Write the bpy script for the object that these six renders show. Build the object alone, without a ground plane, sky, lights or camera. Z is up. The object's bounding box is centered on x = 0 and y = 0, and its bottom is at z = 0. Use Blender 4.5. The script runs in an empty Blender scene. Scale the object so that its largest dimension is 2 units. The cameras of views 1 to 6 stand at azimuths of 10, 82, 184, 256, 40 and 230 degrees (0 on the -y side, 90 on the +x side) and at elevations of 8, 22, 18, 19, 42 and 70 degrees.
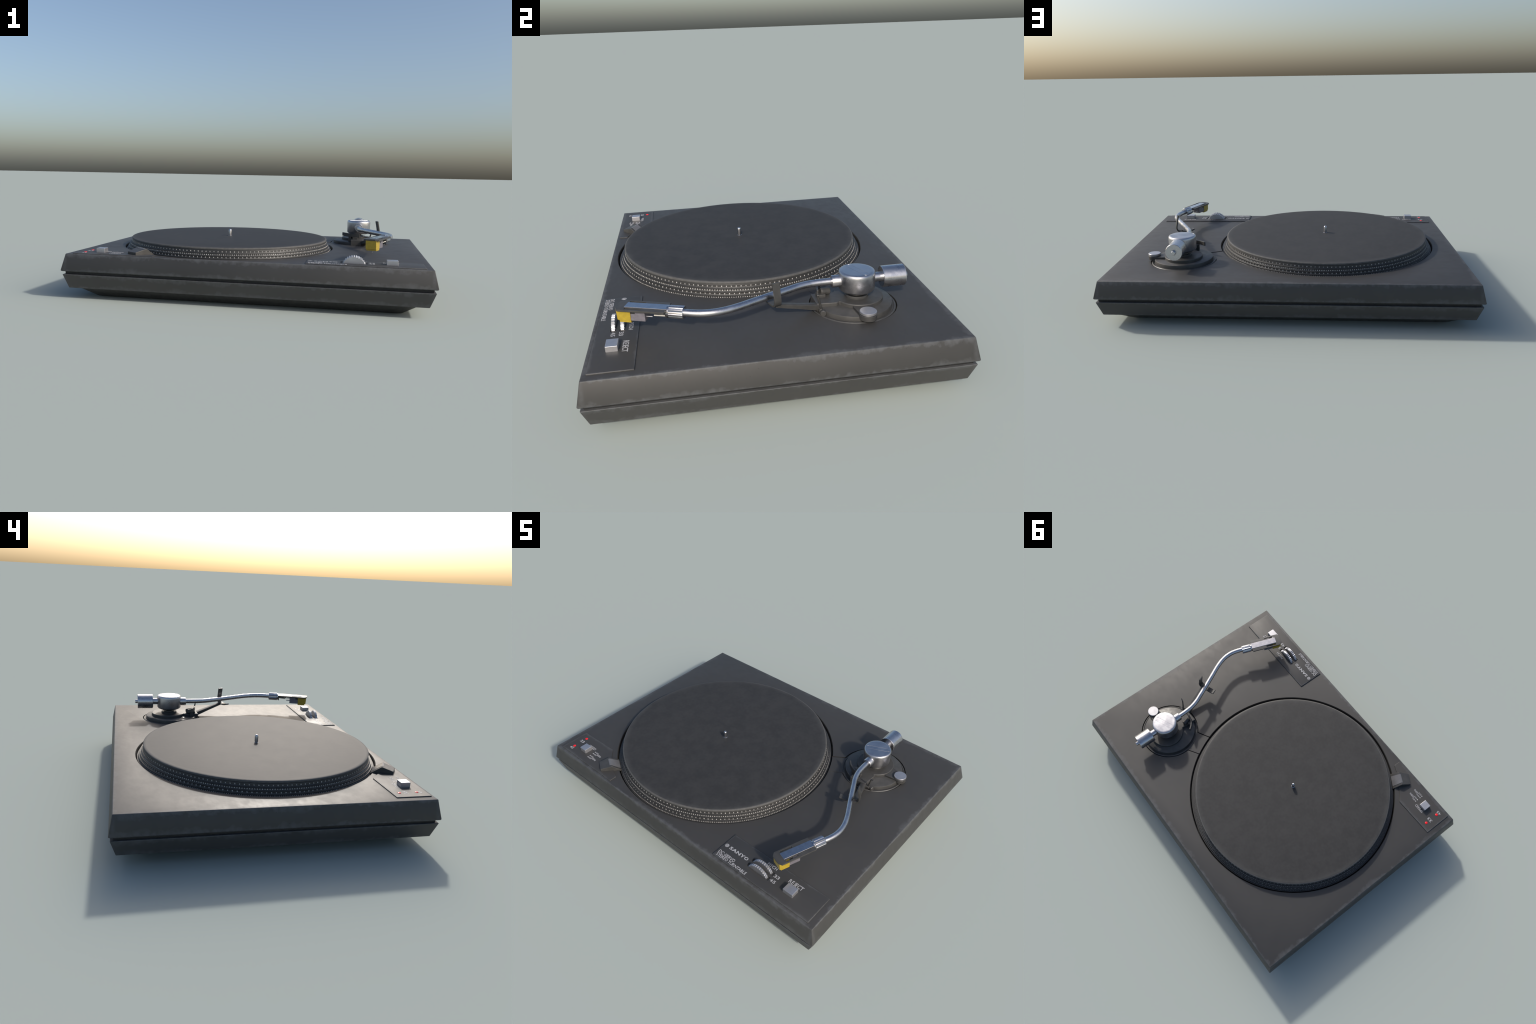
import bpy, bmesh, math, random
from mathutils import Vector, Matrix
random.seed(7)
S = bpy.context.scene
PI = math.pi

# ------------------------------------------------------------------ node helpers
def new_mat(name):
    m = bpy.data.materials.new(name); m.use_nodes = True
    nt = m.node_tree; nt.nodes.clear()
    out = nt.nodes.new('ShaderNodeOutputMaterial')
    b = nt.nodes.new('ShaderNodeBsdfPrincipled')
    nt.links.new(b.outputs[0], out.inputs[0])
    return m, nt, b

def put(nt, sock, v):
    if isinstance(v, bpy.types.NodeSocket): nt.links.new(v, sock)
    else: sock.default_value = v

def math_(nt, op, a, b=0.0, c=None, clamp=False):
    n = nt.nodes.new('ShaderNodeMath'); n.operation = op; n.use_clamp = clamp
    put(nt, n.inputs[0], a); put(nt, n.inputs[1], b)
    if c is not None: put(nt, n.inputs[2], c)
    return n.outputs[0]

def remap(nt, v, a, b, c=0.0, d=1.0, smooth=True):
    n = nt.nodes.new('ShaderNodeMapRange'); n.clamp = True
    n.interpolation_type = 'SMOOTHSTEP' if smooth else 'LINEAR'
    put(nt, n.inputs[0], v)
    for i, x in enumerate((a, b, c, d)): put(nt, n.inputs[i + 1], x)
    return n.outputs[0]

def mix(nt, f, a, b):
    n = nt.nodes.new('ShaderNodeMix'); n.data_type = 'RGBA'
    put(nt, n.inputs[0], f)
    put(nt, n.inputs[6], a if isinstance(a, bpy.types.NodeSocket) else (*a, 1))
    put(nt, n.inputs[7], b if isinstance(b, bpy.types.NodeSocket) else (*b, 1))
    return n.outputs[2]

def noise(nt, vec, scale, detail=3.0, rough=0.5, dist=0.0):
    n = nt.nodes.new('ShaderNodeTexNoise')
    put(nt, n.inputs['Vector'], vec)
    n.inputs['Scale'].default_value = scale; n.inputs['Detail'].default_value = detail
    n.inputs['Roughness'].default_value = rough; n.inputs['Distortion'].default_value = dist
    return n.outputs['Fac']

def objco(nt, scale=(1, 1, 1)):
    t = nt.nodes.new('ShaderNodeTexCoord')
    if scale == (1, 1, 1): return t.outputs['Object']
    m = nt.nodes.new('ShaderNodeMapping'); nt.links.new(t.outputs['Object'], m.inputs[0])
    m.inputs['Scale'].default_value = scale
    return m.outputs[0]

def bump(nt, b, h, strength, dist=0.001):
    n = nt.nodes.new('ShaderNodeBump'); n.inputs['Strength'].default_value = strength
    n.inputs['Distance'].default_value = dist
    nt.links.new(h, n.inputs['Height']); nt.links.new(n.outputs[0], b.inputs['Normal'])

def sep(nt, v):
    n = nt.nodes.new('ShaderNodeSeparateXYZ'); nt.links.new(v, n.inputs[0]); return n.outputs

# chassis dimensions (half sizes at each level)
TX, TY, TZ = 0.9775, 0.7245, 0.2496       # deck rim
FX, FY, FZ = 1.0008, 0.7440, 0.1565        # flange
LX, LY, LZ = 0.9922, 0.7382, 0.1370       # lower case upper rim
BX, BY, BZ = 0.9652, 0.7167, 0.0585      # lower case bottom rim

BASE = (0.0408, 0.0396, 0.0380)
WORN = (0.094, 0.098, 0.103)

def shell_material(name, zt, zb, tx, ty, worn_amt=1.0, base_c=BASE, centre=(0.0, 0.0), wmax=0.034):
    """black painted shell; rubbed lighter along its rims, in broken patches"""
    m, nt, b = new_mat(name)
    co = objco(nt); x, y, z = sep(nt, co)
    ax = math_(nt, 'ABSOLUTE', math_(nt, 'SUBTRACT', x, centre[0])); ay = math_(nt, 'ABSOLUTE', math_(nt, 'SUBTRACT', y, centre[1]))
    inx = math_(nt, 'SUBTRACT', tx, ax); iny = math_(nt, 'SUBTRACT', ty, ay)
    d_in = math_(nt, 'MINIMUM', inx, iny)
    rim_top = math_(nt, 'MAXIMUM', math_(nt, 'SUBTRACT', zt, z), d_in)
    rim_bot = math_(nt, 'SUBTRACT', z, zb)
    corner = math_(nt, 'MAXIMUM', inx, iny)
    n1 = noise(nt, co, 5.5, 4.0, 0.6, 0.4)
    n2 = noise(nt, co, 38.0, 3.0, 0.6)
    nn = math_(nt, 'MULTIPLY_ADD', n2, 0.35, math_(nt, 'MULTIPLY', n1, 0.75))
    width = remap(nt, nn, 0.42, 0.72, wmax * 0.11, wmax)
    def band(d):
        return math_(nt, 'SUBTRACT', 1.0, math_(nt, 'DIVIDE', math_(nt, 'ABSOLUTE', d), width), clamp=True)
    w = math_(nt, 'MAXIMUM', band(rim_top), math_(nt, 'MULTIPLY', band(rim_bot), 0.85))
    cw = math_(nt, 'MULTIPLY', remap(nt, math_(nt, 'ABSOLUTE', corner), 0.0, 0.014, 1.0, 0.0), 0.45)
    w = math_(nt, 'MAXIMUM', w, cw)
    w = math_(nt, 'MULTIPLY', math_(nt, 'POWER', w, 0.8), remap(nt, n2, 0.25, 0.7, 0.25, 0.8))
    w = math_(nt, 'MULTIPLY', w, worn_amt)
    big = noise(nt, co, 2.3, 5.0, 0.6)
    base = mix(nt, remap(nt, big, 0.3, 0.7), tuple(c * 0.94 for c in base_c), tuple(c * 1.07 for c in base_c))
    col = mix(nt, w, base, WORN)
    speck = remap(nt, noise(nt, co, 150.0, 1.0), 0.765, 0.79)
    col = mix(nt, math_(nt, 'MULTIPLY', speck, 0.6), col, (0.014, 0.014, 0.014))
    nt.links.new(col, b.inputs['Base Color'])
    st = noise(nt, objco(nt, (1, 1.6, 1)), 14.0, 6.0, 0.7)
    r = math_(nt, 'ADD', remap(nt, st, 0.3, 0.7, 0.49, 0.56), math_(nt, 'MULTIPLY', w, 0.1))
    nt.links.new(r, b.inputs['Roughness'])
    b.inputs['Specular IOR Level'].default_value = 0.5
    streak = noise(nt, co, 55.0, 5.0, 0.65)
    hgt = math_(nt, 'MULTIPLY_ADD', streak, 0.8, math_(nt, 'MULTIPLY', noise(nt, co, 420.0, 2.0), 0.35))
    bump(nt, b, hgt, 0.09, 0.0008)
    return m

def plain(name, col, rough, metal=0.0, var=0.12, nscale=30.0, bumpstr=0.0, spec=0.5):
    m, nt, b = new_mat(name)
    co = objco(nt); n = noise(nt, co, nscale, 4.0, 0.6)
    c = mix(nt, remap(nt, n, 0.3, 0.7), tuple(x * (1 - var) for x in col), tuple(min(1, x * (1 + var)) for x in col))
    nt.links.new(c, b.inputs['Base Color'])
    nt.links.new(remap(nt, noise(nt, co, nscale * 1.7, 3.0), 0.3, 0.7, rough * 0.9, min(1, rough * 1.1)), b.inputs['Roughness'])
    b.inputs['Metallic'].default_value = metal
    b.inputs['Specular IOR Level'].default_value = spec
    if bumpstr: bump(nt, b, noise(nt, co, 300.0, 3.0), bumpstr, 0.001)
    return m

def metal_material(name, rough=0.27, pitted=0.0, ztop=9.0):
    m, nt, b = new_mat(name)
    co = objco(nt); n = noise(nt, co, 26.0, 5.0, 0.65)
    sp = remap(nt, noise(nt, co, 190.0, 3.0, 0.7), 0.55, 0.72)
    pm = math_(nt, 'MULTIPLY', math_(nt, 'MULTIPLY', remap(nt, n, 0.38, 0.62), sp), pitted)
    pm = math_(nt, 'MULTIPLY', pm, remap(nt, sep(nt, co)[2], ztop - 0.022, ztop - 0.004, 1.0, 0.04))
    c = mix(nt, remap(nt, n, 0.3, 0.7), (0.46, 0.46, 0.485), (0.535, 0.535, 0.555))
    c = mix(nt, pm, c, (0.17, 0.165, 0.18))
    nt.links.new(c, b.inputs['Base Color'])
    b.inputs['Metallic'].default_value = 1.0
    r = math_(nt, 'ADD', remap(nt, n, 0.3, 0.7, rough * 0.85, rough * 1.2), math_(nt, 'MULTIPLY', pm, 0.25))
    nt.links.new(r, b.inputs['Roughness'])
    bump(nt, b, noise(nt, co, 260.0, 3.0), 0.01 + 0.06 * pitted, 0.0005)
    return m

M_shell = shell_material('black_paint_deck', TZ, FZ, TX, TY)
M_lower = shell_material('black_paint_case', LZ, BZ, 0.98, 0.73, 1.0, (0.048, 0.047, 0.0455))  # base raised above the deck's to bake in light bounced off the ground
M_dark = plain('black_plastic', (0.047, 0.0462, 0.0445), 0.45, var=0.14)
M_platter = plain('platter_black', (0.029, 0.0287, 0.028), 0.5, var=0.12)
M_hollow = plain('dark_recess', (0.016, 0.016, 0.0165), 0.6)
M_panel = shell_material('panel_black', 0.2548, 0.10, 0.3023, 0.0845, 0.75, BASE, (0.63975, -0.6235), 0.016)
M_speed = shell_material('speed_panel_black', 0.2540, 0.10, 0.2308, 0.0875, 0.75, BASE, (-0.71025, -0.623), 0.016)
M_metal = metal_material('brushed_steel', 0.28, 0.03)
M_pit = metal_material('pitted_steel', 0.35, 1.0, 0.402)
M_chrome = metal_material('bright_steel', 0.2, 0.05)
M_btn = plain('silver_plastic', (0.47, 0.47, 0.49), 0.40, metal=0.8, var=0.05)
M_ink = plain('pale_ink', (0.37, 0.37, 0.38), 0.5, var=0.15, nscale=200)
M_dot = plain('strobe_paint', (0.42, 0.41, 0.395), 0.55, var=0.3, nscale=120)
M_red = plain('red_lamp', (0.85, 0.012, 0.02), 0.3, var=0.05)
M_yel = plain('yellow_plastic', (0.36, 0.255, 0.022), 0.45, var=0.1, nscale=90)
M_gry = plain('grey_plastic', (0.145, 0.135, 0.155), 0.5, var=0.15, nscale=80)
M_win = plain('grey_window', (0.13, 0.13, 0.135), 0.35, var=0.1)
M_cream = plain('cream_plastic', (0.62, 0.60, 0.54), 0.5)

# rubber mat: mottled, tinted paler grey towards its edge
M_mat, nt, b = new_mat('rubber_mat')
co = objco(nt); n1 = noise(nt, co, 14.0, 7.0, 0.7); n2 = noise(nt, co, 70.0, 3.0)
x, y, z = sep(nt, co)
dx = math_(nt, 'ADD', x, 0.207); dy = math_(nt, 'ADD', y, 0.041)
rr = math_(nt, 'SQRT', math_(nt, 'MULTIPLY_ADD', dx, dx, math_(nt, 'MULTIPLY', dy, dy)))
edge = math_(nt, 'MULTIPLY', remap(nt, rr, 0.575, 0.612), remap(nt, n1, 0.3, 0.65, 0.35, 0.9))
rim = math_(nt, 'MULTIPLY', remap(nt, rr, 0.6045, 0.6085), remap(nt, n2, 0.3, 0.7, 0.6, 1.0))
c = mix(nt, remap(nt, math_(nt, 'MULTIPLY_ADD', n2, 0.3, math_(nt, 'MULTIPLY', n1, 0.7)), 0.35, 0.65), (0.0235, 0.0235, 0.0235), (0.0335, 0.0333, 0.033))
c = mix(nt, edge, c, (0.052, 0.052, 0.051))
c = mix(nt, rim, c, (0.088, 0.087, 0.084))  # paler grey side band around the mat's edge
nt.links.new(c, b.inputs['Base Color'])
nt.links.new(remap(nt, n1, 0.3, 0.7, 0.67, 0.69), b.inputs['Roughness'])
b.inputs['Specular IOR Level'].default_value = 0.42
bump(nt, b, noise(nt, co, 350.0, 3.0), 0.08, 0.0008)

# ------------------------------------------------------------------ geometry helpers
ROOT = bpy.data.objects.new('turntable', None); S.collection.objects.link(ROOT)
ROOT.empty_display_size = 0.1
ROOT['label'] = 'black belt-drive record turntable with silver S-shaped tonearm'
ROOT['category'] = 'turntable'

def finish(name, me, mat, parent, bevel=0.0, seg=2, angle=35.0, limit=30.0):
    ob = bpy.data.objects.new(name, me); S.collection.objects.link(ob)
    if mat: me.materials.append(mat)
    ob.parent = parent
    me.polygons.foreach_set('use_smooth', [True] * len(me.polygons))
    me.set_sharp_from_angle(angle=math.radians(angle))
    if bevel:
        md = ob.modifiers.new('bevel', 'BEVEL'); md.width = bevel; md.segments = seg
        md.limit_method = 'ANGLE'; md.angle_limit = math.radians(limit); md.harden_normals = True
    return ob

def bm_mesh(bm, name):
    bmesh.ops.recalc_face_normals(bm, faces=bm.faces)
    me = bpy.data.meshes.new(name); bm.to_mesh(me); bm.free(); return me

def mesh(name, vs, fs, mat, parent, **k):
    bm = bmesh.new(); v = [bm.verts.new(p) for p in vs]
    for f in fs: bm.faces.new([v[i] for i in f])
    return finish(name, bm_mesh(bm, name), mat, parent, **k)

def add_box(bm, x0, x1, y0, y1, z0, z1):
    v = [bm.verts.new((x, y, z)) for z in (z0, z1) for x, y in ((x0, y0), (x1, y0), (x1, y1), (x0, y1))]
    for f in ((3, 2, 1, 0), (4, 5, 6, 7), (0, 1, 5, 4), (1, 2, 6, 5), (2, 3, 7, 6), (3, 0, 4, 7)):
        bm.faces.new([v[i] for i in f])
    return v

def box(name, x0, x1, y0, y1, z0, z1, mat, parent, **k):
    bm = bmesh.new(); add_box(bm, x0, x1, y0, y1, z0, z1)
    return finish(name, bm_mesh(bm, name), mat, parent, **k)

def add_rings(bm, rings, cap=True):
    rows = [[bm.verts.new(p) for p in r] for r in rings]; n = len(rows[0])
    for a, c in zip(rows, rows[1:]):
        for i in range(n):
            j = (i + 1) % n; bm.faces.new((a[i], a[j], c[j], c[i]))
    if cap:
        bm.faces.new(rows[0][::-1]); bm.faces.new(rows[-1])

def loft(name, rings, mat, parent, cap=True, **k):
    bm = bmesh.new(); add_rings(bm, rings, cap)
    return finish(name, bm_mesh(bm, name), mat, parent, **k)

def rect_ring(hx, hy, z): return [(-hx, -hy, z), (hx, -hy, z), (hx, hy, z), (-hx, hy, z)]

def circ(c, r, z, n, ph=0.0):
    return [(c[0] + r * math.cos(2 * PI * i / n + ph), c[1] + r * math.sin(2 * PI * i / n + ph), z) for i in range(n)]

def lathe(name, c, prof, mat, parent, n=48, **k):
    return loft(name, [circ(c, max(r, 1e-4), z, n) for r, z in prof], mat, parent, **k)

def axis_rings(p, d, prof, n, fn=None):
    """rings about an axis from point p along d; prof = (radius, distance)"""
    d = Vector(d).normalized(); u = d.cross(Vector((0, 0, 1))); u.normalize(); w = u.cross(d)
    out = []
    for r, t in prof:
        out.append([tuple(Vector(p) + d * t + (u * math.cos(a) + w * math.sin(a)) * (r * (fn(i) if fn else 1)))
                    for i, a in ((i, 2 * PI * i / n) for i in range(n))])
    return out

def spin(name, p, d, prof, mat, parent, n=32, fn=None, **k):
    return loft(name, axis_rings(p, d, prof, n, fn), mat, parent, **k)

def prism(name, pts, z0, z1, mat, parent, **k):
    return loft(name, [[(x, y, z) for x, y in pts] for z in (z0, z1)], mat, parent, **k)

def catmull(pts, sub):
    P = [Vector(p) for p in pts]; P = [2 * P[0] - P[1]] + P + [2 * P[-1] - P[-2]]; out = []
    for i in range(1, len(P) - 2):
        for s in range(sub):
            t = s / sub; a, b_, c_, d_ = P[i - 1:i + 3]
            out.append(0.5 * (2 * b_ + (c_ - a) * t + (2 * a - 5 * b_ + 4 * c_ - d_) * t * t + (3 * b_ - a - 3 * c_ + d_) * t ** 3))
    out.append(P[-2]); return out

def sweep_rings(path, r, n):
    out = []
    for i, p in enumerate(path):
        t = (path[min(i + 1, len(path) - 1)] - path[max(i - 1, 0)]).normalized()
        u = t.cross(Vector((0, 0, 1)))
        if u.length < 1e-3: u = t.cross(Vector((0, 1, 0)))
        u.normalize(); w = u.cross(t)
        rr = r(i / (len(path) - 1)) if callable(r) else r
        out.append([tuple(p + (u * math.cos(2 * PI * k / n) + w * math.sin(2 * PI * k / n)) * rr) for k in range(n)])
    return out

def cut(ob, cutter):
    md = ob.modifiers.new('cut', 'BOOLEAN'); md.operation = 'DIFFERENCE'; md.solver = 'EXACT'; md.object = cutter
    bpy.context.view_layer.update()
    me = bpy.data.meshes.new_from_object(ob.evaluated_get(bpy.context.evaluated_depsgraph_get()))
    ob.modifiers.remove(md); old = ob.data; ob.data = me; bpy.data.meshes.remove(old)
    m = cutter.data; bpy.data.objects.remove(cutter); bpy.data.meshes.remove(m)

def resmooth(ob, ang=35):
    ob.data.polygons.foreach_set('use_smooth', [True] * len(ob.data.polygons))
    ob.data.set_sharp_from_angle(angle=math.radians(ang))

# ------------------------------------------------------------------ chassis
PC = (-0.207, -0.041)         # platter centre
AC = (0.602, 0.357)           # arm base centre
WELL = 0.652

def bridge_outline(off, rp):
    """round arm seat joined to the platter well by a short strap; off shrinks it"""
    R = 0.187 - off
    def line(a, b_, side):
        a, b_ = Vector(a), Vector(b_); d = (b_ - a).normalized(); nrm = Vector((-d.y, d.x)) * side * off
        return a + nrm, d
    def hit(p, d, c, r, sgn):
        q = p - Vector(c); bq = q.dot(d); disc = bq * bq - (q.dot(q) - r * r)
        return p + d * (-bq + sgn * math.sqrt(disc))
    p1, d1 = line((0.3505, 0.2995), (0.4125, 0.339), -1)
    p2, d2 = line((0.413, 0.175), (0.478, 0.2115), 1)
    a1 = hit(p1, d1, PC, rp, 1); b1 = hit(p1, d1, AC, R, -1)
    a2 = hit(p2, d2, PC, rp, 1); b2 = hit(p2, d2, AC, R, -1)
    ang = lambda p, c: math.atan2(p.y - c[1], p.x - c[0])
    t1, t2 = ang(b1, AC), ang(b2, AC)          # go the long way round, from b2 to b1
    t1 %= 2 * PI; t2 %= 2 * PI
    if t1 < t2: t1 += 2 * PI
    pts = [a2]
    N = 60
    for i in range(N + 1):
        t = t2 + (t1 - t2) * i / N
        pts.append(Vector((AC[0] + R * math.cos(t), AC[1] + R * math.sin(t))))
    pts.append(a1)
    s1, s2 = ang(a1, PC), ang(a2, PC)
    for i in range(1, 8):
        t = s1 + (s2 - s1) * i / 8
        pts.append(Vector((PC[0] + rp * math.cos(t), PC[1] + rp * math.sin(t))))
    return [(p.x, p.y) for p in pts]

deck = loft('deck_housing', [rect_ring(0.95, 0.70, 0.150), rect_ring(FX - 0.006, FY - 0.006, 0.1535), rect_ring(FX, FY, FZ), rect_ring(TX, TY, TZ)], None, ROOT)
bmod = deck.modifiers.new('b', 'BEVEL'); bmod.width = 0.0035; bmod.segments = 3; bmod.limit_method = 'ANGLE'; bmod.angle_limit = math.radians(35)
well = lathe('cutter', PC, [(WELL, 0.19), (WELL, 0.2435), (WELL + 0.0006, 0.2465), (WELL + 0.0035, 0.2496), (WELL + 0.006, 0.26)], None, None, n=128)
cut(deck, well)
deck.modifiers.clear()
seat = prism('cutter', bridge_outline(0.0, 0.64), 0.228, 0.3, None, None)
cut(deck, seat)
deck.data.materials.clear(); deck.data.materials.append(M_shell); resmooth(deck, 40)

prism('arm_seat', bridge_outline(0.0045, WELL + 0.0005), 0.2285, 0.2478, M_shell, deck, bevel=0.002)
lathe('well_floor', PC, [(0.001, 0.1905), (WELL - 0.0005, 0.1905), (WELL - 0.0005, 0.1935), (0.001, 0.1935)], M_hollow, deck, n=96)

# lower case with shadow gap above it and splayed foot under it
loft('shadow_gap', [rect_ring(0.980, 0.7235, 0.130), rect_ring(0.980, 0.7235, 0.1515)], M_hollow, ROOT)
loft('lower_case', [rect_ring(0.94, 0.69, BZ), rect_ring(BX, BY, BZ), rect_ring(LX, LY, LZ), rect_ring(0.95, 0.70, LZ)], M_lower, ROOT, bevel=0.003)
loft('foot_plinth', [rect_ring(0.833, 0.608, 0.0), rect_ring(0.838, 0.613, 0.0), rect_ring(0.905, 0.700, 0.0575), rect_ring(0.905, 0.700, 0.062)], M_dark, ROOT, bevel=0.002)

# ------------------------------------------------------------------ platter
bands = [((0.6125, 0.2935), (0.6138, 0.2785)), ((0.6210, 0.2758), (0.6222, 0.2650)),
         ((0.6292, 0.2622), (0.6304, 0.2515)), ((0.6374, 0.2487), (0.6388, 0.2375))]
prof = [(0.02, 0.222), (0.60, 0.222), (0.6440, 0.226), (0.6465, 0.2345)]
for (rt, zt), (rb, zb) in reversed(bands):
    prof += [(rb + 0.0078, zb - 0.0018), (rb + 0.0072, zb - 0.0003), (rb + 0.0055, zb + 0.0002), (rb + 0.0012, zb - 0.0004), (rb, zb + 0.0008), ((rb + rt) / 2 - 0.0004, (zb + zt) / 2), (rt, zt)]
prof += [(0.6115, 0.2953), (0.600, 0.2957), (0.02, 0.2957)]
platter = lathe('platter', PC, prof, M_platter, ROOT, n=180, angle=50)

bm = bmesh.new()
for (top, bot), count, hh, ww in zip(bands, (176, 338, 178, 400), (0.0066, 0.0062, 0.0068, 0.0060), (0.0050, 0.0050, 0.0052, 0.0046)):
    rt, zt = top; rb, zb = bot
    sl = Vector((rb - rt, zb - zt)).normalized(); nr = Vector((-sl.y, sl.x))
    ph = random.random()
    for i in range(count):
        a = 2 * PI * (i + ph) / count
        s = random.uniform(0.82, 1.12); h = hh * random.uniform(0.82, 1.1); w = ww * s
        mid = Vector(((rt + rb) / 2, (zt + zb) / 2)) - nr * 0.0002
        sk = random.uniform(-0.0007, 0.0007)
        er, et, ez = Vector((math.cos(a), math.sin(a), 0)), Vector((-math.sin(a), math.cos(a), 0)), Vector((0, 0, 1))
        vs = []
        for lift, k in ((-0.0015, 1.0), (0.0009, 0.8)):
            for su, sv in ((-1, -1), (1, -1), (1, 1), (-1, 1)):
                q = mid + sl * (sv * h / 2 * k) + nr * lift
                vs.append(bm.verts.new(Vector((PC[0], PC[1], 0)) + er * q.x + ez * q.y + et * (su * w / 2 * k + sv * sk)))
        for f in ((4, 5, 6, 7), (0, 1, 5, 4), (1, 2, 6, 5), (2, 3, 7, 6), (3, 0, 4, 7)):
            bm.faces.new([vs[j] for j in f])
dots = finish('strobe_dot', bm_mesh(bm, 'strobe_dot'), M_dot, platter); dots['kind'] = 'stuff'

lathe('slipmat', PC, [(0.004, 0.2960), (0.6100, 0.2960), (0.6128, 0.2972), (0.6134, 0.3030), (0.6115, 0.3058), (0.607, 0.3076), (0.598, 0.3083), (0.3, 0.3086), (0.004, 0.3086)], M_mat, ROOT, n=128, angle=50)
lathe('spindle', PC, [(0.0115, 0.298), (0.0115, 0.3093), (0.0098, 0.3103), (0.0098, 0.343), (0.0085, 0.348), (0.0055, 0.3515), (0.0012, 0.3528)], M_metal, platter, n=20, angle=40)

# ------------------------------------------------------------------ lettering
def glyph(ch, bold):
    cu = bpy.data.curves.new('t', 'FONT'); cu.body = ch; cu.offset = bold; cu.resolution_u = 4; cu.extrude = 0.02
    t = bpy.data.objects.new('t', cu); S.collection.objects.link(t)
    bpy.context.view_layer.update()
    me = bpy.data.meshes.new_from_object(t.evaluated_get(bpy.context.evaluated_depsgraph_get()))
    bpy.data.objects.remove(t); bpy.data.curves.remove(cu)
    return me

def text(name, s, x0, x1, y0, y1, z, parent, bold=0.014, gap=0.085, mat=None):
    """one line of capitals: every glyph stretched to full cap height, then the line fitted to its width"""
    bm = bmesh.new(); pen = 0.0; placed = []
    for i, ch in enumerate(s):
        if ch == ' ': pen += 0.24; continue
        if i and (ch in 'VYAT' or s[i - 1] in 'VYAT'): pen -= gap * (1.5 if ch in 'VYAT' and s[i - 1] in 'VYATR' else 0.7)
        me = glyph(ch, bold)
        xs = [v.co.x for v in me.vertices]; ys = [v.co.y for v in me.vertices]
        ax, bx, ay, by = min(xs), max(xs), min(ys), max(ys)
        lo, hi = (0.40, 0.56) if ch == '-' else ((0.0, 0.72) if ch == 'z' else (0.0, 1.0))
        wd = min(bx - ax, 0.62) if ch in 'OCDGQ' else (bx - ax)
        k = wd / (bx - ax)
        n0 = len(bm.verts); bm.from_mesh(me); bm.verts.ensure_lookup_table()
        for v in bm.verts[n0:]:
            v.co = (pen + (v.co.x - ax) * k, lo + (v.co.y - ay) / (by - ay) * (hi - lo), v.co.z)
        bpy.data.meshes.remove(me); pen += wd + gap
    pen -= gap
    for v in bm.verts:
        v.co = (x0 + v.co.x / pen * (x1 - x0), y0 + v.co.y * (y1 - y0), z + (0.0005 if v.co.z > 0 else -0.0006))
    me = bpy.data.meshes.new(name); bm.to_mesh(me); bm.free()
    ob = bpy.data.objects.new(name, me); S.collection.objects.link(ob); me.materials.append(mat or M_ink); ob.parent = parent
    return ob

# ------------------------------------------------------------------ control panel with pitch wheels
PZ = 0.2548
panel = box('control_panel', 0.3375, 0.9420, -0.7080, -0.5390, 0.2470, PZ, M_panel, ROOT)
bv = panel.modifiers.new('bevel', 'BEVEL'); bv.width = 0.003; bv.segments = 3; bv.limit_method = 'ANGLE'
WX, WR, WZ = 0.5845, 0.0634, 0.2300
for wy in (-0.6405, -0.6045):
    c = box('cutter', 0.5150, 0.6535, wy - 0.0105, wy + 0.0105, 0.2490, 0.27, None, None)
    cut(panel, c); panel.modifiers.clear()
panel.data.materials.clear(); panel.data.materials.append(M_panel); resmooth(panel)
def wheel_mesh():
    T = 32; n = T * 4
    def fn(i): return 1.0 if i % 4 in (0, 1) else 0.945
    bm = bmesh.new()
    add_rings(bm, axis_rings((WX, 0, WZ), (0, 1, 0), [(WR * 0.93, -0.0078), (WR * 0.94, -0.0078)], n), cap=False)
    bm.free(); bm = bmesh.new()
    rings = axis_rings((WX, 0, WZ), (0, 1, 0), [(WR * 0.94, -0.0078)], n) + axis_rings((WX, 0, WZ), (0, 1, 0), [(WR, -0.0062), (WR, 0.0062)], n, fn) + axis_rings((WX, 0, WZ), (0, 1, 0), [(WR * 0.94, 0.0078)], n)
    add_rings(bm, rings); return bm_mesh(bm, 'pitch_wheel')
wm = wheel_mesh()
w1 = finish('pitch_wheel', wm, M_btn, panel, angle=25); w1.location.y = -0.6405
w2 = w1.copy(); S.collection.objects.link(w2); w2.location.y = -0.6045; w2.parent = panel
box('reject_button', 0.7485, 0.8065, -0.6535, -0.6070, 0.2530, 0.2778, M_btn, panel, bevel=0.0018, seg=2)
text('lettering', 'SANYO', 0.3775, 0.4985, -0.6290, -0.6100, PZ, panel, 0.032)
text('lettering', 'DC-SERVO', 0.3490, 0.4550, -0.6790, -0.6605, PZ, panel, 0.008)
text('lettering', 'STEREO TURNTABLE', 0.3520, 0.5490, -0.6990, -0.6815, PZ, panel, 0.008)
text('lettering', 'PITCH', 0.5880, 0.6480, -0.5800, -0.5625, PZ, panel, 0.004)
text('lettering', '33', 0.6590, 0.6905, -0.6155, -0.5975, PZ, panel)
text('lettering', '45', 0.6590, 0.6905, -0.6470, -0.6295, PZ, panel)
text('lettering', 'REJECT', 0.7330, 0.8165, -0.5935, -0.5705, PZ, panel)
bm = bmesh.new()
rc = (0.3570, -0.6200)
def annulus(r0, r1, n=28):
    for i in range(n):
        a, c = 2 * PI * i / n, 2 * PI * (i + 1) / n
        q = [bm.verts.new((rc[0] + r * math.cos(t), rc[1] + r * math.sin(t), PZ + 0.0005)) for r, t in ((r0, a), (r1, a), (r1, c), (r0, c))]
        bm.faces.new(q)
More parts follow.
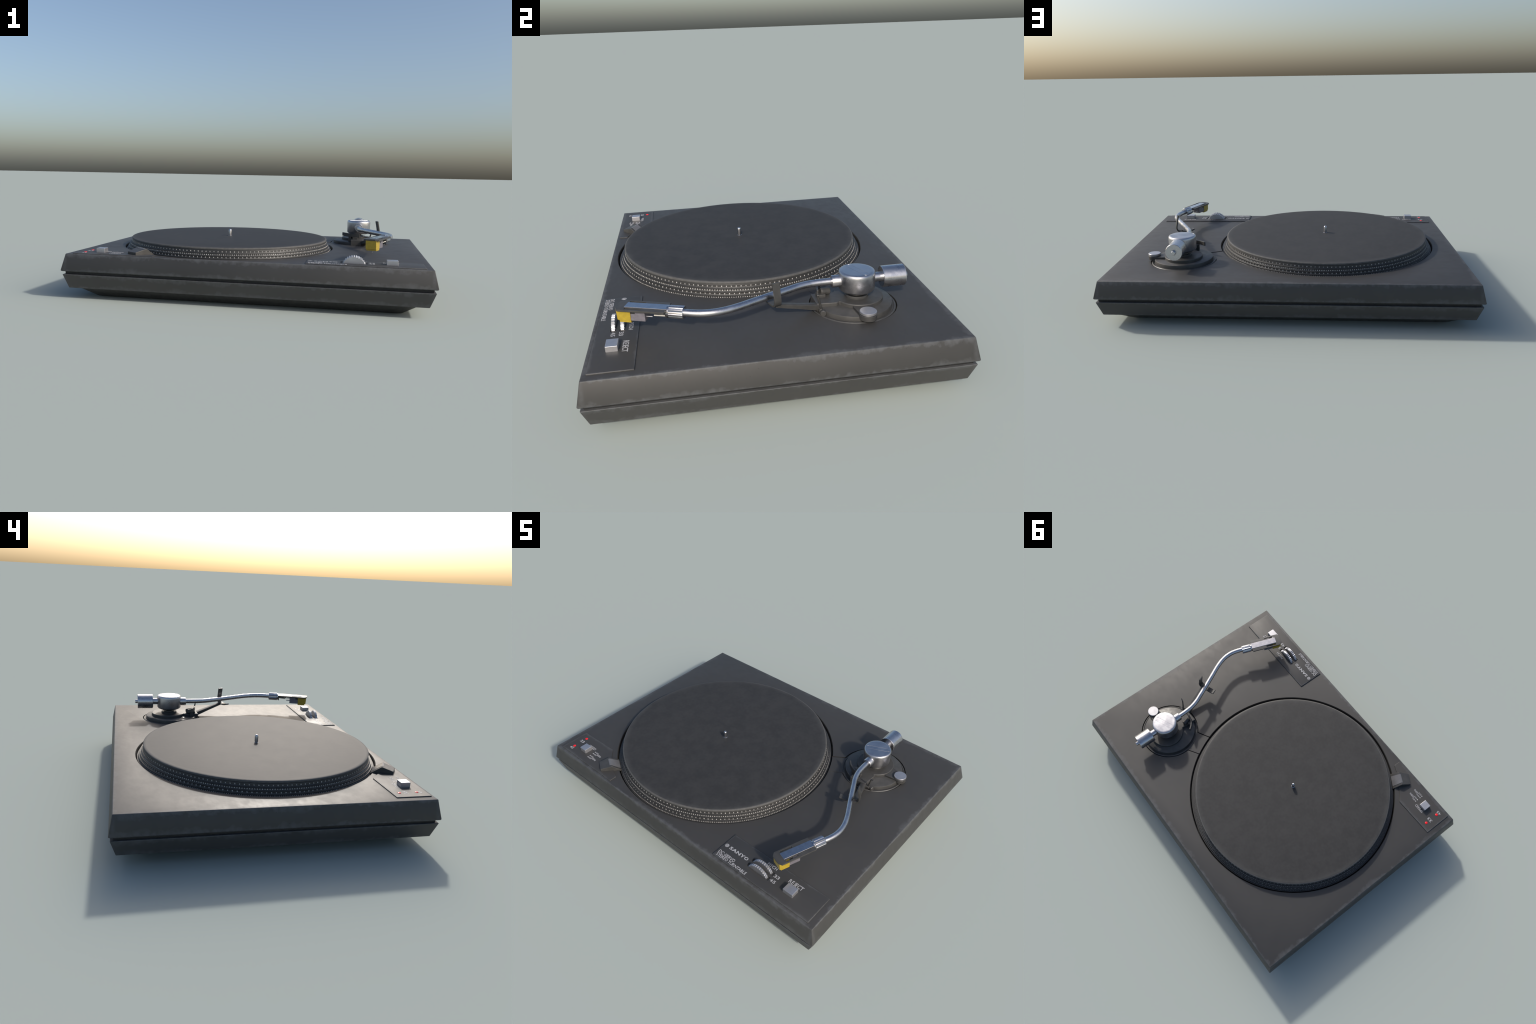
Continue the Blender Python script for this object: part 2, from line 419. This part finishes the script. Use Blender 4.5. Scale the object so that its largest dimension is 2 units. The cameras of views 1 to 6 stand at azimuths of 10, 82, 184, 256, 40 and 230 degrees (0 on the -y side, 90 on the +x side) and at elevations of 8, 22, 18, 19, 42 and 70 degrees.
annulus(0.0078, 0.0108); annulus(0.0003, 0.0014, 12)
for sx in (-0.0042, 0, 0.0042):
    add_box(bm, rc[0] + sx - 0.0014, rc[0] + sx + 0.0014, rc[1] - 0.0066 + abs(sx) * 0.4, rc[1] + 0.0066 - abs(sx) * 0.4, PZ - 0.0005, PZ + 0.0005)
bmesh.ops.remove_doubles(bm, verts=bm.verts, dist=1e-5)
finish('roundel', bm_mesh(bm, 'roundel'), M_ink, panel)

# ------------------------------------------------------------------ speed panel with strobe lamp
def arc(c, r, a0, a1, n): return [(c[0] + r * math.cos(a0 + (a1 - a0) * i / n), c[1] + r * math.sin(a0 + (a1 - a0) * i / n)) for i in range(n + 1)]
a0 = math.atan2(-0.6655 - PC[1], -0.4785 - PC[0]); a1 = math.atan2(-0.5365 - PC[1], -0.6915 - PC[0])
sp_pts = [(-0.941, -0.7105), (-0.4795, -0.7105)] + arc(PC, 0.6835, a0, a1, 14) + [(-0.941, -0.5355)]
speed = prism('speed_panel', sp_pts, 0.2470, 0.2540, M_speed, ROOT, bevel=0.0022, seg=3)
LZ_ = 0.2540
box('speed_button', -0.8265, -0.7785, -0.6590, -0.6108, 0.2520, 0.2785, M_btn, speed, bevel=0.0018, seg=2)
lamp = lathe('indicator_lamp', (0, 0), [(0.0084, 0.2530), (0.0084, 0.2546), (0.0072, 0.2556), (0.0045, 0.2562), (0.0005, 0.2564)], M_red, speed, n=20, angle=60)
lamp.location = (-0.8905, -0.5710, 0)
l2 = lamp.copy(); S.collection.objects.link(l2); l2.location = (-0.8910, -0.6585, 0); l2.parent = speed
text('lettering', '33', -0.9050, -0.8730, -0.6115, -0.5935, LZ_, speed)
text('lettering', '45', -0.9050, -0.8770, -0.6860, -0.6695, LZ_, speed)
text('lettering', 'SPEED', -0.8250, -0.7620, -0.6068, -0.5908, LZ_, speed, 0.004)
for yy, hz in ((-0.6595, '50Hz'), (-0.6215, '60Hz')):
    text('lettering', hz, -0.7125, -0.6815, yy - 0.0062, yy + 0.0062, LZ_, speed, 0.01)
    text('lettering', '33', -0.7375, -0.7220, yy - 0.0125, yy - 0.0035, LZ_, speed, 0.01)
    text('lettering', '45', -0.7375, -0.7220, yy + 0.0035, yy + 0.0125, LZ_, speed, 0.01)
    bm = bmesh.new()
    add_box(bm, -0.7180, -0.7158, yy - 0.0132, yy + 0.0132, LZ_ - 0.0005, LZ_ + 0.0005)
    for oy in (-0.0078, 0.0078):
        add_rings(bm, [circ((-0.7440, yy + oy), 0.0036, zz, 12) for zz in (LZ_ - 0.0005, LZ_ + 0.0005)])
    finish('legend_mark', bm_mesh(bm, 'legend_mark'), M_ink, speed)

# strobe lamp housing: ridged wedge that leans down onto the platter rim
ra, rb_ = Vector((-0.6135, -0.6065, 0.2850)), Vector((-0.5365, -0.6480, 0.2850))
fa, fb = Vector((-0.6425, -0.6590, 0.2682)), Vector((-0.5815, -0.6970, 0.2682))
ta, tb = Vector((-0.5940, -0.5540, 0.2475)), Vector((-0.5070, -0.6065, 0.2475))
def dn(p, z): return (p.x, p.y, z)
vs = [fa, fb, ra, rb_, ta, tb, dn(fa, 0.250), dn(fb, 0.250), dn(ra, 0.244), dn(rb_, 0.244), dn(ta, 0.240), dn(tb, 0.240)]
strobe = mesh('strobe_housing', vs, [(0, 1, 3, 2), (2, 3, 5, 4), (0, 6, 7, 1), (4, 5, 11, 10), (0, 2, 8, 6), (2, 4, 10, 8), (1, 7, 9, 3), (3, 9, 11, 5), (6, 8, 9, 7), (8, 10, 11, 9)], M_dark, ROOT, bevel=0.002, seg=2)
def lerp(a, c, t): return a + (c - a) * t
wn = (ra - ta).cross(rb_ - ta); wn.normalize()
if wn.z < 0: wn = -wn
fn_ = (ra - fa).cross(rb_ - fa); fn_.normalize()
if fn_.z < 0: fn_ = -fn_
q = [lerp(lerp(ta, tb, 0.17), lerp(ra, rb_, 0.17), 0.06), lerp(lerp(ta, tb, 0.83), lerp(ra, rb_, 0.83), 0.06),
     lerp(ra, rb_, 0.83), lerp(ra, rb_, 0.17)]
q2 = [lerp(lerp(ra, rb_, 0.83), lerp(fa, fb, 0.83), 0.12), lerp(lerp(ra, rb_, 0.17), lerp(fa, fb, 0.17), 0.12)]
av = (wn + fn_).normalized()
top = [q[0] + wn * 0.0012, q[1] + wn * 0.0012, q[2] + av * 0.0014, q[3] + av * 0.0014, q2[0] + fn_ * 0.0012, q2[1] + fn_ * 0.0012]
bot = [p - Vector((0, 0, 0.004)) for p in q + q2]
mesh('lamp_window', top + bot, [(0, 1, 2, 3), (3, 2, 4, 5), (0, 6, 7, 1), (1, 7, 8, 2), (2, 8, 10, 4), (5, 4, 10, 11), (3, 5, 11, 9), (0, 3, 9, 6), (6, 9, 8, 7), (9, 11, 10, 8)], M_win, strobe)

# ------------------------------------------------------------------ tonearm base
base = lathe('tonearm_base', AC, [(0.02, 0.240), (0.1800, 0.240), (0.1815, 0.2475), (0.1790, 0.2500), (0.1745, 0.2500), (0.1715, 0.2475), (0.1660, 0.2475), (0.1652, 0.2640), (0.1640, 0.2678), (0.1605, 0.2700), (0.02, 0.2706)], M_dark, ROOT, n=56, angle=35)
UC = (0.597, 0.380); UR = 0.106
tR = math.atan2(0.276 - UC[1], 0.655 - UC[0]); tL = math.atan2(0.279 - UC[1], 0.5535 - UC[0])
up = [(UC[0] + UR * math.cos(tR + (tL + 2 * PI - tR) * i / 40), UC[1] + UR * math.sin(tR + (tL + 2 * PI - tR) * i / 40)) for i in range(41)]
up += [(0.5525, 0.240), (0.5525, 0.1835), (0.6515, 0.1895), (0.657, 0.274)]
loft('arm_platform', [[(x, y, z) for x, y in up] for z in (0.248, 0.2868)], M_dark, base, bevel=0.0045, seg=3)
lathe('pivot_post', (0.602, 0.372), [(0.050, 0.285), (0.050, 0.2935), (0.047, 0.2965), (0.034, 0.2965), (0.033, 0.3015), (0.021, 0.3025), (0.020, 0.3160)], M_dark, base, n=32, angle=35)

# anti-skate knob on a lug
KC = Vector((0.7675, 0.3712)); KR = 0.0355
def lug_outline():
    pts = []
    for i in range(15):
        a = -PI * 0.62 + PI * 1.17 * i / 14
        pts.append((KC.x + KR * math.cos(a), KC.y + KR * math.sin(a)))
    return pts + [(0.690, 0.4130), (0.655, 0.395), (0.665, 0.3280)]
lug = prism('knob_lug', lug_outline(), 0.2590, 0.2815, M_dark, base, bevel=0.0025)
lathe('adjust_knob', KC, [(0.030, 0.280), (0.030, 0.2845), (0.0345, 0.2850), (0.0345, 0.2935), (0.0325, 0.2950), (0.001, 0.2950)], M_btn, base, n=20, angle=25)

# cueing mechanism: lift bar, its post and hinge barrel, finger lever
lift = catmull([(0.4985, 0.2585, 0.3170), (0.520, 0.2345, 0.3160), (0.548, 0.2160, 0.3150), (0.580, 0.2065, 0.3145), (0.609, 0.2020, 0.3145)], 4)
rings = []
for i, p in enumerate(lift):
    t = (lift[min(i + 1, len(lift) - 1)] - lift[max(i - 1, 0)]); t.z = 0; t.normalize(); nn = Vector((-t.y, t.x, 0))
    rings.append([tuple(p + nn * a + Vector((0, 0, c))) for a, c in ((-0.004, -0.0115), (0.004, -0.0115), (0.004, 0.0115), (-0.004, 0.0115))])
loft('lift_bar', rings, M_dark, base, bevel=0.0012)
box('lift_post', 0.5380, 0.5555, 0.2200, 0.2400, 0.2480, 0.3060, M_dark, base, bevel=0.0015)
spin('hinge_barrel', (0.566, 0.2620, 0.3000), (0.25, -1, 0.12), [(0.013, 0), (0.0165, 0.0025), (0.0165, 0.040), (0.013, 0.044)], M_dark, base, n=16)
box('hinge_block', 0.5640, 0.5980, 0.2020, 0.2400, 0.2840, 0.2985, M_dark, base, bevel=0.002)
lev = catmull([(0.6640, 0.2050, 0.2640), (0.6720, 0.1980, 0.2920), (0.6800, 0.1900, 0.3200), (0.6850, 0.1850, 0.3420), (0.6930, 0.1830, 0.3470), (0.7030, 0.1810, 0.3505)], 4)
loft('cueing_lever', sweep_rings(lev, lambda t: 0.0050 - 0.0020 * t, 10), M_dark, base)
spin('lever_pivot', (0.6400, 0.2020, 0.2620), (1, 0.05, 0), [(0.010, 0), (0.010, 0.034)], M_dark, base, n=14, bevel=0.0015)
spin('pivot_lug', (0.6720, 0.2120, 0.2590), (1, -0.3, 0), [(0.011, 0), (0.0135, 0.0025), (0.0135, 0.020), (0.011, 0.0225)], M_dark, base, n=16)

# arm rest: rising bar and hooked cradle
br0, br1 = Vector((0.6330, 0.2050, 0.2640)), Vector((0.7020, 0.0060, 0.3270))
d = (br1 - br0).normalized(); sd = d.cross(Vector((0, 0, 1))).normalized(); upv = sd.cross(d)
rings = []
for t, hw, hh in ((0, 0.0170, 0.0165), (0.12, 0.0165, 0.0125), (0.5, 0.0145, 0.0095), (1.0, 0.0120, 0.0080)):
    p = lerp(br0, br1, t)
    rings.append([tuple(p + sd * a * hw + upv * c_ * hh) for a, c_ in ((-1, -1), (1, -1), (1, 0.7), (0.55, 1), (-0.55, 1), (-1, 0.7))])
rest = loft('arm_rest', rings, M_dark, base, bevel=0.0012)
P0 = Vector((0.7107, 0.0098)); U = Vector((0.945, 0.327)); W = Vector((0.38, -0.925))
cp = catmull([(0.000, 0.427, 0), (0.0065, 0.395, 0), (0.0125, 0.362, 0), (0.0125, 0.343, 0), (0.0040, 0.3300, 0), (-0.015, 0.3255, 0), (-0.045, 0.3255, 0), (-0.075, 0.3280, 0), (-0.0955, 0.3345, 0)], 5)
rings = []
for i, p in enumerate(cp):
    t = (cp[min(i + 1, len(cp) - 1)] - cp[max(i - 1, 0)]).normalized(); nn = Vector((-t.y, t.x, 0))
    row = []
    for wv, th in ((-0.0158, -0.0038), (0.0158, -0.0038), (0.0158, 0.0038), (-0.0158, 0.0038)):
        q_ = p + nn * th; xy = P0 + U * q_.x + W * wv
        row.append((xy.x, xy.y, q_.y))
    rings.append(row)
loft('rest_cradle', rings, M_dark, base, bevel=0.0012)

# ------------------------------------------------------------------ tonearm
AZ = 0.3600
path = catmull([(0.602, 0.3000, AZ), (0.602, 0.2600, AZ), (0.6030, 0.2150, AZ), (0.6085, 0.1650, AZ), (0.6235, 0.1150, AZ), (0.6440, 0.0720, AZ), (0.6770, 0.0040, 0.3602),
                (0.7130, -0.0680, 0.3605), (0.7470, -0.1340, 0.3608), (0.7690, -0.1880, 0.3610), (0.7795, -0.2360, 0.3613), (0.7790, -0.2820, 0.3616), (0.7690, -0.3230, 0.3620), (0.7560, -0.3580, 0.3624), (0.745, -0.388, 0.3626)], 6)
arm = loft('tonearm', sweep_rings(path, 0.0148, 24), M_metal, ROOT)
CC = (0.6015, 0.3720)
cap = lathe('pivot_housing', CC, [(0.030, 0.3120), (0.060, 0.3125), (0.0715, 0.3180), (0.0770, 0.3260), (0.0772, 0.3860), (0.0765, 0.3940), (0.0735, 0.3995), (0.0690, 0.4015), (0.060, 0.4018), (0.001, 0.4020)], M_pit, arm, n=40, angle=38)
# engraved screw-slot outline on the cap
sa, sb = Vector((0.6520, 0.3945, 0.4020)), Vector((0.5520, 0.3510, 0.4020))
sdv = (sb - sa).normalized(); sn = Vector((-sdv.y, sdv.x, 0)); hr = 0.0125
loop = [sa + sn * hr * math.cos(a) - sdv * hr * math.sin(a) for a in [PI * i / 10 for i in range(11)]]
loop += [sb - sn * hr * math.cos(a) + sdv * hr * math.sin(a) for a in [PI * i / 10 for i in range(11)]]
bm = bmesh.new(); rows = []
N = len(loop)
for i, p in enumerate(loop):
    t = (loop[(i + 1) % N] - loop[i - 1]).normalized(); nn = Vector((-t.y, t.x, 0))
    rows.append([bm.verts.new(p + nn * a + Vector((0, 0, c_))) for a, c_ in ((-0.0010, -0.0008), (-0.0005, 0.0005), (0.0005, 0.0005), (0.0010, -0.0008))])
for i in range(N):
    a_, c_ = rows[i], rows[(i + 1) % N]
    for k in range(3): bm.faces.new((a_[k], a_[k + 1], c_[k + 1], c_[k]))
finish('slot_outline', bm_mesh(bm, 'slot_outline'), M_pit, cap)
spin('arm_collar', (0.602, 0.305, AZ - 0.001), (0, -1, 0), [(0.0262, 0), (0.0262, 0.040), (0.0245, 0.043), (0.0140, 0.043)], M_metal, arm, n=28)
cw = spin('counterweight', (0.602, 0.4780, 0.3607), (0, 1, 0), [(0.020, 0), (0.0435, 0.0), (0.0458, 0.0022), (0.0458, 0.0960), (0.0440, 0.0980), (0.006, 0.0980)], M_metal, arm, n=36)
spin('weight_stub', (0.602, 0.4400, 0.3607), (0, 1, 0), [(0.0205, 0), (0.0205, 0.042)], M_metal, cw, n=24)
spin('weight_tip', (0.602, 0.5740, 0.3607), (0, 1, 0), [(0.0125, 0), (0.0125, 0.014), (0.0105, 0.0175), (0.001, 0.0185)], M_metal, cw, n=18)

# headshell: local frame a (forward), s (sideways, +x side), z up
A = Vector((-0.344, -0.939, 0)).normalized(); SD = Vector((-A.y, A.x, 0))
if SD.x < 0: SD = -SD
HB = Vector((0.7335, -0.4120, 0))           # middle of the plate's back edge
def H(a, s, z): return HB + A * a + SD * s + Vector((0, 0, z))
def fl(i): return 1.0 if i % 4 in (0, 1, 2) else 0.93
hc = spin('headshell_collar', H(-0.066, 0, 0.3620), A, [(0.0150, 0), (0.0240, 0.0), (0.0255, 0.002)], M_chrome, arm, n=56)
hc.data.materials.clear(); hc.data.materials.append(M_chrome)
spin('collar_grip', H(-0.064, 0, 0.3620), A, [(0.0255, 0), (0.0258, 0.001), (0.0258, 0.056), (0.0225, 0.058)], M_chrome, hc, n=56, fn=fl, angle=20)
spin('collar_nose', H(-0.007, 0, 0.3620), A, [(0.0225, 0), (0.0225, 0.009)], M_chrome, hc, n=28)
spin('collar_washer', H(0.001, 0, 0.3580), A, [(0.0215, 0), (0.0215, 0.006)], M_dark, hc, n=24)

# plate: slightly bowed across its width, chamfered nose, two slots
L = 0.2075; hw = 0.0425
def zc(s): return 0.3792 - 0.0016 * (s / hw) ** 2
outl = [(0.002, -hw), (L - 0.036, -hw), (L - 0.010, -0.014), (L - 0.004, 0.0105), (L - 0.012, hw), (0.002, hw)]
def plate_rings():
    bm = bmesh.new()
    gs = [-hw, -0.034, -0.0245, 0.0, 0.0245, 0.034, hw]
    ga = [0.002, 0.100, 0.166, 0.1975, L]
    slot = lambda i, j: (j in (1, 4)) and i == 1
    def nose(a, s):
        # clip forward reach by the chamfered nose line
        lim = 0.2095 - 0.003 * (s / 0.0245) ** 2 if abs(s) < 0.03 else (0.1985 if abs(s) < 0.04 else 0.190 + 0.003 * (s > 0))
        return min(a, lim)
    def P(a, s, dz): v = H(nose(a, s), s, zc(s) + dz); return v
    cells = {}
    def V(i, j, k):
        key = (i, j, k)
        if key not in cells: cells[key] = bm.verts.new(P(ga[i], gs[j], (0, -0.0075)[k]))
        return cells[key]
    I, J = len(ga) - 1, len(gs) - 1
    solid = lambda i, j: 0 <= i < I and 0 <= j < J and not slot(i, j)
    for i in range(I):
        for j in range(J):
            if not solid(i, j): continue
            bm.faces.new((V(i, j, 0), V(i + 1, j, 0), V(i + 1, j + 1, 0), V(i, j + 1, 0)))
            bm.faces.new((V(i, j, 1), V(i, j + 1, 1), V(i + 1, j + 1, 1), V(i + 1, j, 1)))
            for (di, dj), e in (((-1, 0), ((i, j), (i, j + 1))), ((1, 0), ((i + 1, j), (i + 1, j + 1))), ((0, -1), ((i, j), (i + 1, j))), ((0, 1), ((i, j + 1), (i + 1, j + 1)))):
                if not solid(i + di, j + dj):
                    (p, q_), (r_, t_) = e
                    bm.faces.new((V(p, q_, 0), V(r_, t_, 0), V(r_, t_, 1), V(p, q_, 1)))
    bmesh.ops.remove_doubles(bm, verts=bm.verts, dist=1e-6)
    return bm_mesh(bm, 'headshell')
hs = finish('headshell', plate_rings(), M_dark, arm, angle=25, bevel=0.0012, seg=2)
def hbox(name, a0, a1, s0, s1, z0, z1, mat, parent, rake=0.0, **k):
    vs = [H(a + (rake if z == z0 and a == a1 else 0), s, z) for z in (z0, z1) for a, s in ((a0, s0), (a1, s0), (a1, s1), (a0, s1))]
    return mesh(name, vs, [(3, 2, 1, 0), (4, 5, 6, 7), (0, 1, 5, 4), (1, 2, 6, 5), (2, 3, 7, 6), (3, 0, 4, 7)], mat, parent, **k)
hbox('name_strip', -0.002, 0.1715, -0.0205, 0.0200, 0.3740, 0.3806, M_chrome, hs, bevel=0.0012)
hbox('shell_rib', 0.004, 0.058, -0.0075, 0.0120, 0.3570, 0.3725, M_dark, hs, bevel=0.002)
spin('finger_pin', H(0.004, 0.0172, 0.3522), A * 1.0 - SD * 0.09 + Vector((0, 0, -0.075)), [(0.0034, 0), (0.0034, 0.048), (0.002, 0.050)], M_cream, hs, n=10)
yl = hbox('stylus_holder', 0.1440, 0.2020, -0.0270, 0.0300, 0.3270, 0.3715, M_yel, hs, rake=-0.003, bevel=0.001)
hbox('stylus_guard', 0.1440, 0.1915, -0.0260, 0.0290, 0.3180, 0.3275, M_yel, yl, bevel=0.001)
hbox('mount_block', 0.1870, 0.1970, -0.0282, 0.0312, 0.3665, 0.3710, M_hollow, yl)
cart = hbox('cartridge', 0.0850, 0.1445, -0.0255, 0.0280, 0.3260, 0.3550, M_gry, hs, bevel=0.0015)
hbox('cartridge_mount', 0.0850, 0.1250, -0.0255, 0.0280, 0.3545, 0.3720, M_gry, cart)
hbox('mount_gap', 0.1255, 0.1440, -0.0245, 0.0270, 0.3555, 0.3720, M_hollow, cart)
for s_ in (-0.013, 0.013):
    for z_ in (0.3420, 0.3590):
        spin('terminal_pin', H(0.0860, s_, z_), -A, [(0.0022, 0), (0.0022, 0.026)], M_btn, cart, n=8)
spin('stylus', H(0.165, 0.002, 0.3190), A * 0.6 + Vector((0, 0, -0.5)), [(0.0016, 0), (0.0012, 0.016), (0.0005, 0.019)], M_btn, yl, n=8)
